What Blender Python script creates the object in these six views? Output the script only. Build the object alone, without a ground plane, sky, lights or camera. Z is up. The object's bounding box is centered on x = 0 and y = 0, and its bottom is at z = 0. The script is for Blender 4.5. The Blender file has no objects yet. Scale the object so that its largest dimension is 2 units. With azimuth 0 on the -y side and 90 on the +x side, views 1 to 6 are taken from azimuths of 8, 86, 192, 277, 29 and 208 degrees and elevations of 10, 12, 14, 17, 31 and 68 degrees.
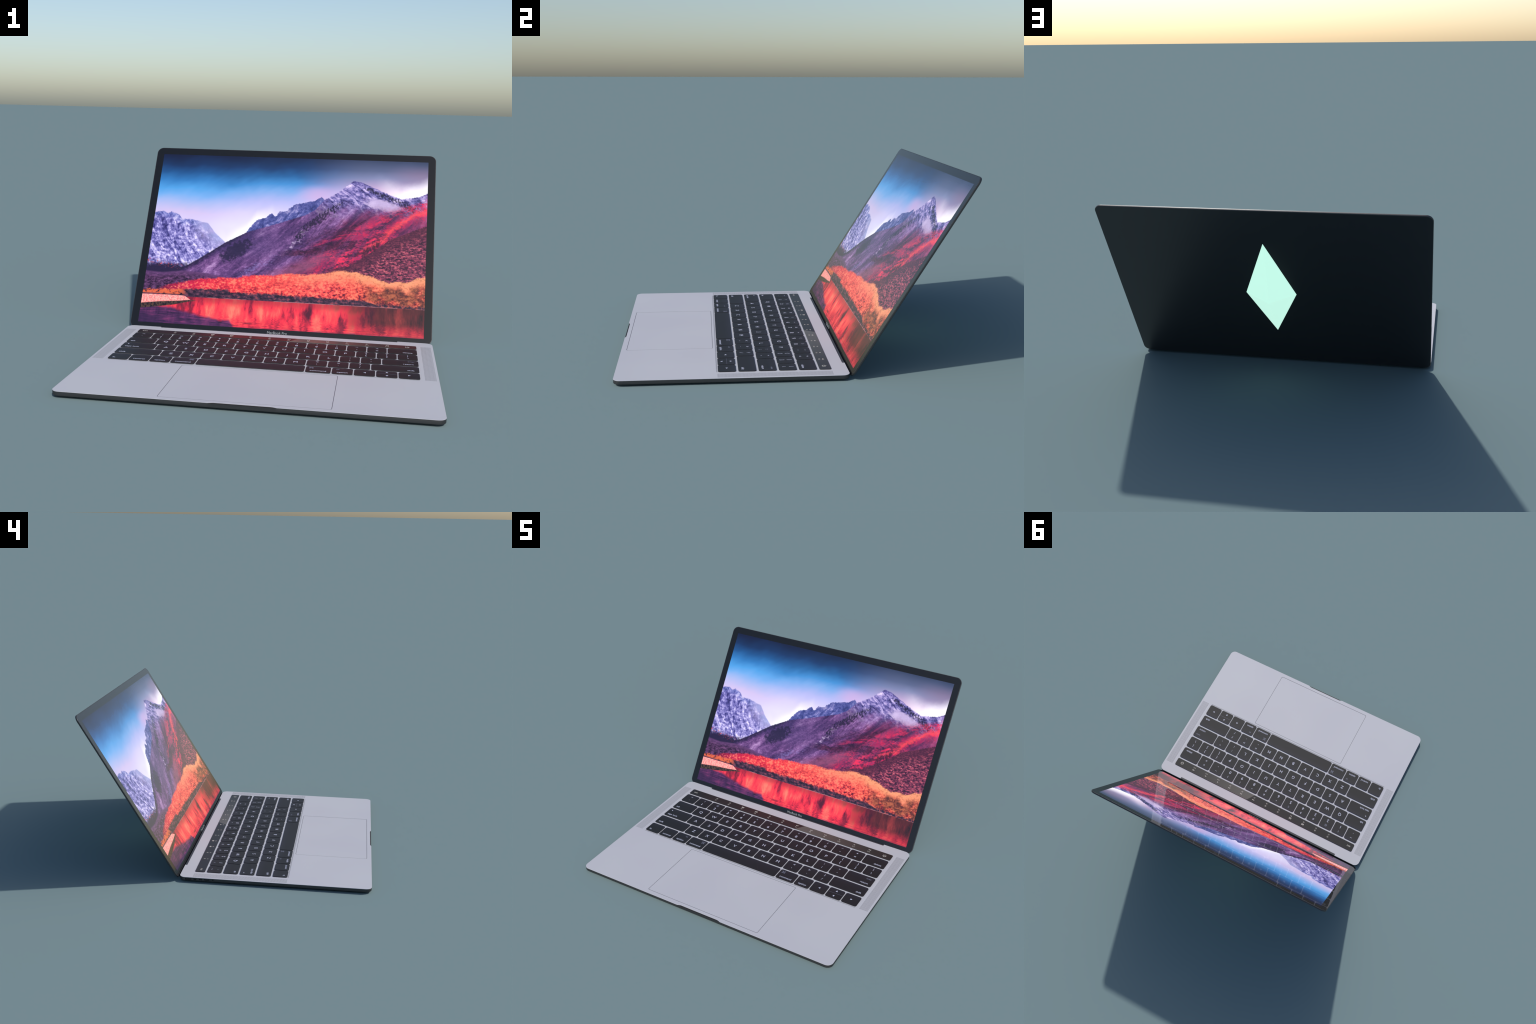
"""Slim open notebook computer: dark metal shell, pale deck, black keys, glossy
display showing an autumn mountain lake, glowing gem emblem on the lid back."""
import bpy, bmesh, math, random
from mathutils import Vector, Matrix

random.seed(7)
SC = bpy.context.scene
COL = SC.collection

# ------------------------------------------------------------------ dimensions
HW = 0.9430                    # half width of base and lid
Y_FRONT, Y_BACK = -1.0, 0.306  # base front / back edge
Z_DECK = 0.0328                # top of the deck
R_CORNER = 0.041
LID_ANGLE = math.radians(58.3)
LID_ORIGIN = (0.0, 0.328, 0.0535)      # lower edge of the picture, on the glass
LID_T0, LID_T1 = -0.039, 1.2586        # lid extent along its own height
LID_THICK = 0.0126
PIC_W, PIC_H = 1.787, 1.2083
WELL_FLOOR = 0.0325
KEY_TOP = 0.0366


def lin(r, g, b, k=1.0):
    """sRGB 0-255 to linear colour."""
    out = []
    for c in (r, g, b):
        c = c / 255.0
        c = c / 12.92 if c <= 0.04045 else ((c + 0.055) / 1.055) ** 2.4
        out.append(min(1.0, c * k))
    return (*out, 1.0)


# ------------------------------------------------------------------ node helper
class Nodes:
    """Tiny expression builder on top of a material node tree."""

    def __init__(self, name):
        self.mat = bpy.data.materials.new(name)
        self.mat.use_nodes = True
        self.nt = self.mat.node_tree
        self.bsdf = next(n for n in self.nt.nodes if n.type == 'BSDF_PRINCIPLED')
        self.coord = None

    def node(self, kind, **props):
        n = self.nt.nodes.new(kind)
        for k, v in props.items():
            setattr(n, k, v)
        return n

    def put(self, sock, val):
        if isinstance(val, bpy.types.NodeSocket):
            self.nt.links.new(val, sock)
        else:
            sock.default_value = val

    def math(self, op, a, b=0.0, c=None, clamp=False):
        n = self.node('ShaderNodeMath', operation=op, use_clamp=clamp)
        self.put(n.inputs[0], a)
        self.put(n.inputs[1], b)
        if c is not None:
            self.put(n.inputs[2], c)
        return n.outputs[0]

    def add(self, a, b): return self.math('ADD', a, b)
    def sub(self, a, b): return self.math('SUBTRACT', a, b)
    def mul(self, a, b): return self.math('MULTIPLY', a, b)
    def mad(self, a, b, c): return self.math('MULTIPLY_ADD', a, b, c)
    def inv(self, a): return self.math('SUBTRACT', 1.0, a)
    def lo(self, a, b): return self.math('MINIMUM', a, b)
    def hi(self, a, b): return self.math('MAXIMUM', a, b)

    def step(self, x, a, b):
        """smooth 0..1 while x runs from a to b (a may exceed b)."""
        n = self.node('ShaderNodeMapRange', interpolation_type='SMOOTHSTEP')
        self.put(n.inputs[0], x)
        if a < b:
            vals = (a, b, 0.0, 1.0)
        else:
            vals = (b, a, 1.0, 0.0)
        for i, v in enumerate(vals):
            n.inputs[i + 1].default_value = v
        return n.outputs[0]

    def bump_at(self, x, centre, width):
        """soft bell of the given half width."""
        d = self.math('ABSOLUTE', self.sub(x, centre))
        return self.step(d, width, 0.0)

    def between(self, x, a, b, soft):
        return self.mul(self.step(x, a - soft, a + soft), self.step(x, b + soft, b - soft))

    def mix(self, f, a, b, blend='MIX'):
        n = self.node('ShaderNodeMix', data_type='RGBA', blend_type=blend, clamp_factor=True)
        self.put(n.inputs[0], f)
        self.put(n.inputs[6], a)
        self.put(n.inputs[7], b)
        return n.outputs[2]

    def vec(self, x, y, z=0.0):
        n = self.node('ShaderNodeCombineXYZ')
        for s, v in zip(n.inputs, (x, y, z)):
            self.put(s, v)
        return n.outputs[0]

    def xyz(self):
        tc = self.node('ShaderNodeTexCoord')
        self.coord = tc.outputs['Object']
        s = self.node('ShaderNodeSeparateXYZ')
        self.nt.links.new(self.coord, s.inputs[0])
        return s.outputs

    def noise(self, vec, scale, detail=4.0, rough=0.55, distort=0.0):
        n = self.node('ShaderNodeTexNoise', noise_dimensions='3D')
        self.put(n.inputs['Vector'], vec)
        n.inputs['Scale'].default_value = scale
        n.inputs['Detail'].default_value = detail
        n.inputs['Roughness'].default_value = rough
        n.inputs['Distortion'].default_value = distort
        return n.outputs[0]

    def cells(self, vec, scale, feature='F1'):
        n = self.node('ShaderNodeTexVoronoi', feature=feature)
        self.put(n.inputs['Vector'], vec)
        n.inputs['Scale'].default_value = scale
        return n.outputs[0]

    def ramp(self, f, stops):
        n = self.node('ShaderNodeValToRGB')
        cr = n.color_ramp
        while len(cr.elements) < len(stops):
            cr.elements.new(0.5)
        for e, (p, c) in zip(cr.elements, stops):
            e.position = p
            e.color = c
        self.put(n.inputs[0], f)
        return n.outputs[0]

    def profile(self, x, pts):
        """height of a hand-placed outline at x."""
        n = self.node('ShaderNodeFloatCurve')
        cu = n.mapping.curves[0]
        while len(cu.points) < len(pts):
            cu.points.new(0.5, 0.5)
        for p, (a, b) in zip(cu.points, pts):
            p.location = (a, b)
            p.handle_type = 'VECTOR'
        n.mapping.update()
        self.put(n.inputs['Value'], x)
        return n.outputs[0]

    def set(self, **kw):
        for k, v in kw.items():
            self.put(self.bsdf.inputs[k.replace('_', ' ')], v)
        return self.mat


# ------------------------------------------------------------------ materials
def make_deck_metal():
    m = Nodes('pale_aluminium')
    m.xyz()
    fine = m.noise(m.coord, 420.0, 2.0)
    soft = m.noise(m.coord, 1.6, 1.0)
    f = m.add(m.mul(fine, 0.35), m.mul(soft, 0.65))
    col = m.mix(m.step(f, 0.32, 0.66), DECK_A, DECK_B)
    m.bsdf.inputs['Specular IOR Level'].default_value = 0.35
    return m.set(Base_Color=col, Metallic=0.0, Roughness=0.55)


def make_grille():
    m = Nodes('perforated_aluminium')
    x, y, z = m.xyz()
    pitch = 0.0050
    gx = m.math('FRACT', m.mul(x, 1 / pitch))
    gy = m.math('FRACT', m.mul(y, 1 / pitch))
    d = m.math('SQRT', m.add(m.math('POWER', m.sub(gx, 0.5), 2.0), m.math('POWER', m.sub(gy, 0.5), 2.0)))
    hole = m.step(d, 0.42, 0.30)
    coarse = m.mul(m.math('FRACT', m.mul(x, 1 / 0.0200)), m.math('FRACT', m.mul(y, 1 / 0.0200)))
    col = m.mix(m.mul(hole, m.mad(coarse, 0.30, 0.66)), DECK_B, lin(96, 95, 104))
    m.bsdf.inputs['Specular IOR Level'].default_value = 0.35
    return m.set(Base_Color=col, Metallic=0.0, Roughness=0.55)


def make_shell():
    m = Nodes('dark_grey_metal')
    m.xyz()
    n = m.noise(m.coord, 300.0, 2.0)
    col = m.mix(n, SHELL_A, SHELL_B)
    return m.set(Base_Color=col, Metallic=0.75, Roughness=0.42)


def make_plain(name, col, rough=0.5, metal=0.0, spec=0.5):
    m = Nodes(name)
    m.xyz()
    n = m.noise(m.coord, 240.0, 2.0)
    c2 = (col[0] * 1.12, col[1] * 1.12, col[2] * 1.12, 1.0)
    c = m.mix(n, col, c2)
    m.bsdf.inputs['Specular IOR Level'].default_value = spec
    return m.set(Base_Color=c, Roughness=rough, Metallic=metal)


def make_key():
    m = Nodes('black_keycap')
    tc = m.node('ShaderNodeTexCoord')
    s = m.node('ShaderNodeSeparateXYZ')
    m.nt.links.new(tc.outputs['Object'], s.inputs[0])
    back = m.step(s.outputs[1], 0.0, 0.05)
    n = m.noise(tc.outputs['Object'], 260.0, 2.0)
    col = m.mix(n, lin(32, 32, 34), lin(37, 37, 39))
    col = m.mix(m.mul(back, 0.55), col, lin(43, 43, 52))
    m.bsdf.inputs['Specular IOR Level'].default_value = 0.3
    return m.set(Base_Color=col, Roughness=0.55)


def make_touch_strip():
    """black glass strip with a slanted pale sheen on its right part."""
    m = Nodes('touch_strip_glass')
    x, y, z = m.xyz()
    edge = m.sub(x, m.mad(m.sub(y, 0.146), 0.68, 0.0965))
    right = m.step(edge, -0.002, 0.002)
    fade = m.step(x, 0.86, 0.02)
    pale = m.mix(fade, lin(46, 45, 44), lin(92, 91, 87))  # slanted gloss reflection painted into the base colour, fading to the right
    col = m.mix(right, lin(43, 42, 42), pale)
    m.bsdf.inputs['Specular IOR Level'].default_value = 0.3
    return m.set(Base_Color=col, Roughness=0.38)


def make_bezel():
    m = Nodes('black_bezel_glass')
    m.xyz()
    n = m.noise(m.coord, 200.0, 2.0)
    col = m.mix(n, lin(13, 15, 18), lin(16, 18, 21))
    return m.set(Base_Color=col, Roughness=0.035)


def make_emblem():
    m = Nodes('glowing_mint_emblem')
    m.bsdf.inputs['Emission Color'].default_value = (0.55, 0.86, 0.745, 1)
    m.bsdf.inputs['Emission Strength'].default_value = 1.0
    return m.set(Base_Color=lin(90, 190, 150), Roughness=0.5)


def make_picture():
    """autumn mountains above a lake, painted with masks computed from u, v."""
    m = Nodes('lit_display_picture')
    X, Y, Z = m.xyz()
    u0 = m.mad(X, 1 / PIC_W, 0.5)
    v0 = m.mul(Y, 1 / PIC_H)
    P = m.vec(m.mul(u0, PIC_W / PIC_H), v0, 0.0)          # square-pixel plane
    n_big = m.noise(P, 3.0, 3.0)
    n_mid = m.noise(P, 11.0, 5.0, 0.6)
    n_fine = m.noise(P, 46.0, 5.0, 0.65)
    n_tiny = m.noise(P, 120.0, 3.0, 0.6)
    jag = m.mul(m.sub(n_fine, 0.5), 0.030)
    jag_small = m.mul(m.sub(n_tiny, 0.5), 0.018)
    u = m.add(u0, m.mul(m.sub(n_fine, 0.5), 0.010))
    v = v0

    # coordinates turned along the slopes, for streaks
    def turned(angle, along, across):
        c, s = math.cos(angle), math.sin(angle)
        us = m.mul(u0, PIC_W / PIC_H)
        a = m.mad(us, c, m.mul(v, s))
        b = m.mad(v, c, m.mul(us, -s))
        return m.vec(m.mul(a, along), m.mul(b, across), 0.0)
    rise = turned(math.radians(48), 6.0, 24.0)        # up to the right
    fall = turned(math.radians(-62), 10.0, 34.0)      # down to the right
    streak_rise = m.noise(rise, 1.0, 5.0, 0.62, 0.4)
    streak_fall = m.noise(fall, 1.0, 5.0, 0.68, 0.5)
    rock = m.noise(turned(math.radians(-55), 26.0, 60.0), 1.0, 5.0, 0.7, 0.6)

    def cen0(n, k):
        return m.mul(m.sub(n, 0.5), k)

    # ---- sky
    drift = m.add(m.mul(m.sub(n_big, 0.5), 0.09), m.mul(m.sub(m.noise(turned(math.radians(35), 2.0, 7.0), 1.0, 4.0, 0.6), 0.5), 0.06))
    vs = m.add(v, drift)
    s = m.step
    left = m.ramp(vs, [(0.56, lin(216, 206, 236)), (0.64, lin(208, 194, 228)), (0.70, lin(172, 186, 228)), (0.75, lin(126, 176, 228)),
                       (0.79, lin(92, 164, 220)), (0.84, lin(62, 130, 188)), (0.89, lin(42, 94, 146)),
                       (0.94, lin(32, 62, 104)), (1.0, lin(27, 38, 72))])
    midl = m.ramp(vs, [(0.55, lin(230, 226, 250)), (0.66, lin(214, 206, 240)), (0.73, lin(184, 186, 230)),
                       (0.79, lin(130, 172, 222)), (0.83, lin(82, 150, 206)), (0.88, lin(52, 110, 162)),
                       (0.935, lin(38, 72, 116)), (0.975, lin(32, 54, 90)), (1.0, lin(30, 46, 80))])
    vr = m.mad(drift, 0.35, v)
    right = m.ramp(vr, [(0.74, lin(232, 204, 230)), (0.80, lin(218, 184, 216)), (0.845, lin(180, 164, 198)),
                        (0.89, lin(136, 142, 176)), (0.935, lin(100, 110, 142)), (1.0, lin(68, 80, 108))])
    sky = m.mix(s(u0, 0.12, 0.42), left, midl)
    sky = m.mix(s(m.add(u0, m.mul(drift, 1.2)), 0.50, 0.80), sky, right)
    blush = m.mul(m.bump_at(u0, 0.60, 0.10), m.between(v, 0.74, 0.82, 0.03))
    sky = m.mix(m.mul(blush, 0.5), sky, lin(222, 176, 214))
    sky = m.mix(m.mul(m.mul(s(u0, 0.82, 0.98), m.between(v, 0.86, 0.95, 0.04)), 0.5), sky, lin(160, 132, 158))

    # ---- outlines of the land
    main = m.profile(u, [(0.0, 0.18), (0.10, 0.284), (0.175, 0.355), (0.235, 0.422), (0.278, 0.471), (0.351, 0.536),
                         (0.491, 0.612), (0.56, 0.652), (0.60, 0.690), (0.627, 0.748), (0.678, 0.798), (0.731, 0.871),
                         (0.76, 0.865), (0.814, 0.828), (0.887, 0.782), (0.908, 0.772), (0.974, 0.790), (1.0, 0.812)])
    far = m.profile(u, [(0.0, 0.0), (0.34, 0.40), (0.351, 0.536), (0.384, 0.611), (0.421, 0.630), (0.439, 0.660),
                        (0.453, 0.636), (0.469, 0.668), (0.487, 0.670), (0.527, 0.719), (0.590, 0.740), (0.616, 0.767),
                        (0.640, 0.740), (0.70, 0.60), (1.0, 0.0)])
    leftm = m.profile(u, [(0.0, 0.636), (0.03, 0.647), (0.051, 0.632), (0.063, 0.642), (0.094, 0.626), (0.109, 0.596),
                          (0.130, 0.604), (0.158, 0.597), (0.207, 0.581), (0.238, 0.526), (0.278, 0.474), (0.34, 0.36), (1.0, 0.0)])

    # white glow where the sky meets the notch and the right shoulder
    gap = m.sub(v, m.hi(m.hi(main, far), leftm))
    glow1 = m.mul(s(gap, 0.075, -0.02), m.bump_at(u0, 0.35, 0.13))
    glow2 = m.mul(s(m.add(gap, cen0(n_mid, 0.05)), 0.110, 0.0), s(u0, 0.80, 0.94))
    glow = m.math('MINIMUM', m.add(glow1, glow2), 1.0)
    pic = m.mix(glow, sky, lin(255, 252, 255))

    # ---- snowy massif on the left
    def under(h, soft=0.004):
        return s(m.sub(h, v), -soft, soft)

    def speck(fx, fy, detail=5.0, rough=0.7, z=0.0):
        return m.noise(m.vec(m.mul(u0, fx), m.mul(v, fy), z), 1.0, detail, rough)

    def cen(n, k):                       # signed noise of amplitude k
        return m.mul(m.sub(n, 0.5), k)

    gully = m.noise(turned(math.radians(-58), 8.0, 26.0), 1.0, 8.0, 0.74, 1.0)
    crag = m.add(m.mul(gully, 0.58), m.mul(speck(56, 46), 0.42))
    lm = m.ramp(crag, [(0.37, lin(48, 46, 98)), (0.43, lin(82, 78, 142)), (0.48, lin(124, 118, 182)),
                       (0.53, lin(176, 168, 220)), (0.58, lin(228, 218, 246)), (0.65, lin(250, 242, 254))])
    lm = m.mix(m.mul(s(m.sub(leftm, v), 0.05, 0.0), 0.42), lm, lin(104, 126, 190))
    haze = m.mul(s(u0, 0.13, 0.20), s(m.sub(leftm, v), 0.16, 0.0))
    lm = m.mix(m.mul(haze, 0.78), lm, m.mix(n_mid, lin(216, 186, 222), lin(140, 170, 216)))
    lm = m.mix(s(m.add(v, cen(speck(40, 30), 0.11)), 0.356, 0.318), lm, m.mix(speck(90, 60), lin(34, 28, 62), lin(62, 46, 86)))
    emb = m.mul(m.between(m.add(v, m.mul(u0, 0.25)), 0.338, 0.365, 0.010), s(speck(90, 70), 0.53, 0.62))
    lm = m.mix(m.mul(emb, s(u0, 0.16, 0.10)), lm, lin(206, 96, 92))
    pic = m.mix(under(m.add(leftm, m.mul(jag, 0.8))), pic, lm)

    # ---- jagged far ridge
    cr2 = m.add(m.mul(m.noise(turned(math.radians(60), 12.0, 26.0), 1.0, 7.0, 0.72, 0.8), 0.65), m.mul(speck(50, 50), 0.35))
    fr = m.ramp(cr2, [(0.38, lin(54, 60, 112)), (0.46, lin(82, 88, 150)), (0.53, lin(116, 118, 178)), (0.60, lin(178, 170, 214)), (0.68, lin(226, 212, 238))])
    fr = m.mix(m.mul(s(m.sub(far, v), 0.06, 0.0), 0.45), fr, lin(74, 82, 142))
    pic = m.mix(under(m.add(far, jag), 0.003), pic, fr)

    # ---- main mountain
    depth = m.sub(main, v)
    fold = m.noise(turned(math.radians(44), 3.2, 15.0), 1.0, 6.0, 0.66, 0.5)
    grain = m.add(m.mul(speck(120, 105, 3.0, 0.7), 0.55), m.mul(speck(34, 30, 4.0, 0.65, 2.0), 0.45))
    tone = m.add(m.add(m.mul(fold, 0.60), m.mul(grain, 0.25)), m.mul(n_fine, 0.15))
    body = m.ramp(tone, [(0.39, lin(54, 38, 82)), (0.45, lin(82, 56, 106)), (0.51, lin(110, 76, 128)), (0.57, lin(146, 106, 160)), (0.64, lin(196, 162, 206))])
    cool = m.mul(s(u0, 0.60, 0.36), s(v, 0.34, 0.46))
    body = m.mix(m.mul(cool, 0.55), body, m.mix(grain, lin(44, 36, 84), lin(96, 80, 136)))
    pk = m.add(m.mul(m.noise(turned(math.radians(-40), 9.0, 24.0), 1.0, 7.0, 0.72, 0.8), 0.65), m.mul(speck(60, 60), 0.35))
    peak = m.ramp(pk, [(0.40, lin(52, 46, 96)), (0.45, lin(92, 86, 144)), (0.50, lin(136, 126, 184)), (0.55, lin(184, 168, 214)), (0.62, lin(234, 218, 244))])
    up = m.mul(s(m.add(v, cen(n_mid, 0.22)), 0.62, 0.77), s(m.add(u0, cen(n_mid, 0.1)), 0.52, 0.66))
    body = m.mix(up, body, peak)
    # darker crest and wooded hollow on the left flank
    crest = m.mul(s(m.add(depth, cen(n_fine, 0.05)), 0.035, 0.0), s(u0, 0.40, 0.30))
    body = m.mix(m.mul(crest, 0.8), body, lin(40, 34, 66))
    hx = m.sub(u0, m.mad(v, 0.55, 0.085))
    wood = m.mul(m.bump_at(hx, 0.0, 0.075), m.bump_at(v, 0.43, 0.12))
    clump = speck(80, 50, 5.0, 0.65, 3.0)
    body = m.mix(m.mul(s(m.add(m.mul(wood, 0.46), clump), 0.62, 0.82), 0.9), body, m.mix(grain, lin(32, 28, 58), lin(62, 50, 88)))
    # scree streaks running up to the right
    fan = m.add(m.sub(v, m.mad(u0, 1.85, -0.495)), cen(n_mid, 0.10))
    scree = m.mul(m.bump_at(m.add(fan, cen(n_fine, 0.12)), 0.0, 0.050), m.between(u0, 0.48, 0.60, 0.05))
    body = m.mix(m.mul(s(m.add(m.mul(scree, 0.24), grain), 0.68, 0.86), 0.75), body, lin(206, 186, 216))
    fan2 = m.add(m.sub(v, m.mad(u0, 0.95, -0.042)), cen(n_mid, 0.08))
    scree2 = m.mul(m.bump_at(fan2, 0.0, 0.060), m.between(u0, 0.32, 0.48, 0.04))
    body = m.mix(m.mul(s(m.add(m.mul(scree2, 0.20), grain), 0.64, 0.82), 0.7), body, lin(136, 126, 182))
    # pale snow apron below the right shoulder
    ap = m.add(m.sub(v, m.mad(u0, -0.28, 0.966)), cen(n_mid, 0.06))
    apron = m.mul(m.bump_at(u0, 0.845, 0.11), m.bump_at(ap, 0.0, 0.050))
    body = m.mix(m.mul(s(m.add(apron, cen(grain, 1.3)), 0.22, 0.70), 0.85), body, lin(204, 186, 220))
    # scattered conifers on the shoulders
    spruce = m.hi(m.mul(m.bump_at(m.add(m.sub(v, m.mad(u0, 1.22, -0.115)), cen(n_mid, 0.10)), 0.0, 0.075), m.between(u0, 0.52, 0.71, 0.05)),
                  m.mul(m.bump_at(m.add(m.sub(v, m.mad(u0, -0.62, 1.305)), cen(n_mid, 0.08)), 0.0, 0.050), m.between(u0, 0.76, 0.99, 0.04)))
    tree = m.noise(m.vec(m.mul(u0, 170.0), m.mul(v, 64.0)), 1.0, 3.0, 0.6)
    body = m.mix(m.mul(s(m.add(m.mul(spruce, 0.24), m.add(m.mul(tree, 0.55), m.mul(n_mid, 0.45))), 0.66, 0.74), 0.85), body, lin(36, 32, 60))

    # ---- red slopes
    wine = m.mul(s(m.add(m.sub(m.mad(u0, 1.50, -0.42), v), cen(n_mid, 0.24)), -0.03, 0.10), s(m.add(v, cen(n_fine, 0.06)), 0.745, 0.64))
    body = m.mix(m.mul(wine, m.mad(grain, 0.9, 0.28)), body, m.mix(s(fold, 0.38, 0.62), lin(70, 28, 70), lin(160, 48, 92)))
    path = m.profile(u0, [(0.0, 0.20), (0.45, 0.30), (0.60, 0.345), (0.70, 0.390), (0.785, 0.464), (0.851, 0.540), (0.884, 0.585), (0.916, 0.640), (0.949, 0.667), (1.0, 0.712)])
    glowd = m.add(m.sub(v, path), cen(n_mid, 0.12))
    band = m.mul(m.mul(s(glowd, 0.075, 0.0), s(glowd, -0.08, -0.01)), s(u0, 0.58, 0.74))
    terr = m.noise(m.vec(m.mul(m.sub(v, m.mul(u0, 0.40)), 13.0), m.mul(u0, 5.0), 2.0), 1.0, 6.0, 0.65, 1.0)
    slopes = m.mul(m.mul(s(m.sub(m.mad(u0, 0.75, 0.02), v), -0.05, 0.03), s(u0, 0.54, 0.68)), s(terr, 0.47, 0.58))
    hot = m.math('MINIMUM', m.add(m.mul(band, 0.9), m.mul(slopes, 0.75)), 1.0)
    body = m.mix(m.mul(hot, m.mad(s(grain, 0.40, 0.58), 0.82, 0.14)), body, m.mix(s(m.add(n_mid, cen(grain, 0.4)), 0.36, 0.62), lin(184, 28, 92), lin(250, 56, 96)))
    ember = m.mul(m.bump_at(glowd, 0.0, 0.035), s(u0, 0.72, 0.84))
    body = m.mix(m.mul(ember, 0.6), body, lin(255, 96, 100))
    dusk = m.mul(s(m.add(terr, cen(grain, 0.3)), 0.54, 0.44), m.mul(m.between(u0, 0.50, 0.86, 0.06), s(m.sub(m.mad(u0, 0.80, 0.06), v), -0.02, 0.06)))
    body = m.mix(m.mul(dusk, 0.85), body, m.mix(s(grain, 0.38, 0.62), lin(44, 20, 54), lin(104, 40, 76)))
    crease = m.noise(turned(math.radians(58), 3.0, 22.0), 1.0, 6.0, 0.7, 1.0)
    body = m.mix(m.mul(m.mul(s(crease, 0.50, 0.40), s(u0, 0.50, 0.62)), m.mul(s(v, 0.70, 0.60), 0.55)), body, m.mix(s(grain, 0.38, 0.60), lin(50, 28, 66), lin(104, 66, 112)))
    body = m.mix(m.mul(m.mul(s(crease, 0.58, 0.68), m.mul(s(v, 0.50, 0.62), s(v, 0.70, 0.64))), m.mul(s(u0, 0.50, 0.66), 0.55)), body, lin(170, 134, 178))
    tan = m.mul(m.bump_at(m.add(m.sub(v, m.mad(u0, 0.66, -0.018)), cen(n_mid, 0.08)), 0.0, 0.060), m.between(u0, 0.44, 0.66, 0.05))
    body = m.mix(m.mul(tan, 0.60), body, m.mix(grain, lin(104, 64, 106), lin(196, 120, 150)))
    pic = m.mix(under(m.add(main, m.mul(jag_small, 0.9)), 0.003), pic, body)

    # ---- purple meadow on the left
    mead = m.profile(u0, [(0.0, 0.288), (0.06, 0.283), (0.14, 0.298), (0.22, 0.292), (0.30, 0.270), (0.36, 0.200), (1.0, 0.0)])
    mc = m.ramp(speck(64, 74), [(0.38, lin(44, 26, 56)), (0.48, lin(78, 48, 84)), (0.58, lin(112, 74, 116)), (0.68, lin(140, 96, 138))])
    mc = m.mix(m.mul(s(m.sub(mead, v), 0.04, 0.0), 0.7), mc, lin(112, 76, 124))
    pic = m.mix(under(mead, 0.006), pic, mc)

    # ---- bushy hill on the right
    rh = m.profile(u, [(0.0, 0.0), (0.60, 0.335), (0.683, 0.355), (0.732, 0.372), (0.776, 0.419), (0.841, 0.493),
                       (0.871, 0.532), (0.951, 0.586), (1.0, 0.619)])
    bush = m.add(m.mul(speck(100, 115, 3.0, 0.7), 0.6), m.mul(speck(38, 44, 4.0, 0.7, 6.0), 0.4))
    hc = m.ramp(bush, [(0.38, lin(36, 20, 46)), (0.45, lin(80, 38, 66)), (0.50, lin(118, 56, 86)), (0.56, lin(172, 84, 108)), (0.64, lin(232, 134, 136))])
    hc = m.mix(m.mul(s(m.add(m.sub(rh, v), cen(n_mid, 0.10)), 0.11, 0.01), 0.78), hc, m.mix(grain, lin(38, 20, 50), lin(112, 48, 78)))
    pic = m.mix(m.mul(under(m.add(rh, jag_small)), s(u0, 0.63, 0.70)), pic, hc)
    ft = m.noise(m.vec(m.mul(u0, 120.0), m.mul(v, 26.0)), 1.0, 3.0, 0.6)
    firs = m.mul(m.between(u0, 0.772, 0.842, 0.010), m.bump_at(m.sub(v, m.mad(u0, 1.15, -0.455)), 0.0, 0.050))
    pic = m.mix(m.mul(m.mul(s(m.add(m.mul(firs, 0.30), m.add(m.mul(ft, 0.6), m.mul(n_fine, 0.4))), 0.66, 0.80), s(firs, 0.05, 0.3)), 0.85), pic, lin(46, 26, 54))

    # ---- belt of autumn trees
    ot = m.profile(u, [(0.0, 0.10), (0.05, 0.185), (0.108, 0.223), (0.21, 0.259), (0.315, 0.270), (0.428, 0.300), (0.50, 0.302),
                       (0.622, 0.315), (0.70, 0.339), (0.763, 0.339), (0.835, 0.309), (0.875, 0.290), (0.946, 0.300), (1.0, 0.333)])
    crown = m.add(m.mul(speck(104, 84, 3.0, 0.66, 5.0), 0.6), m.mul(speck(30, 26, 3.0, 0.6, 8.0), 0.45))
    into = m.sub(ot, v)
    oc = m.ramp(u0, [(0.06, lin(120, 32, 74)), (0.15, lin(204, 34, 84)), (0.26, lin(236, 64, 82)), (0.45, lin(246, 86, 86)),
                     (0.66, lin(250, 92, 92)), (0.82, lin(236, 104, 84)), (1.0, lin(196, 88, 74))])
    oc = m.mix(m.mul(m.mul(s(m.add(into, cen(n_mid, 0.10)), 0.085, 0.0), s(u0, 0.42, 0.76)), 0.75), oc, lin(255, 186, 138))
    oc = m.mix(m.mul(s(crown, 0.54, 0.42), m.mad(s(into, 0.02, 0.13), 0.65, 0.35)), oc, lin(112, 26, 54))
    oc = m.mix(m.mul(s(crown, 0.52, 0.62), 0.65), oc, lin(255, 154, 124))
    cold = m.mul(m.bump_at(u0, 0.285, 0.035), s(crown, 0.60, 0.44))
    oc = m.mix(m.mul(cold, 0.6), oc, lin(176, 36, 70))
    grove = m.noise(m.vec(m.mul(u0, 22.0), m.mul(v, 16.0), 1.0), 1.0, 3.0)
    thick = m.mul(m.mul(s(u0, 0.77, 0.83), s(m.add(v, cen(n_mid, 0.06)), 0.282, 0.250)), s(grove, 0.38, 0.54))
    oc = m.mix(m.mul(thick, 0.88), oc, m.ramp(crown, [(0.38, lin(54, 36, 42)), (0.50, lin(104, 60, 54)), (0.64, lin(176, 104, 74))]))
    pic = m.mix(under(m.add(ot, m.add(m.mul(jag_small, 1.4), cen(n_mid, 0.045))), 0.006), pic, oc)

    # ---- shore bushes
    ob = m.profile(u, [(0.0, 0.183), (0.09, 0.189), (0.17, 0.197), (0.305, 0.205), (0.322, 0.188), (0.435, 0.193),
                       (0.52, 0.190), (0.78, 0.186), (0.83, 0.171), (1.0, 0.167)])
    sh = speck(62, 52, 4.0, 0.62, 7.0)
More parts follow.
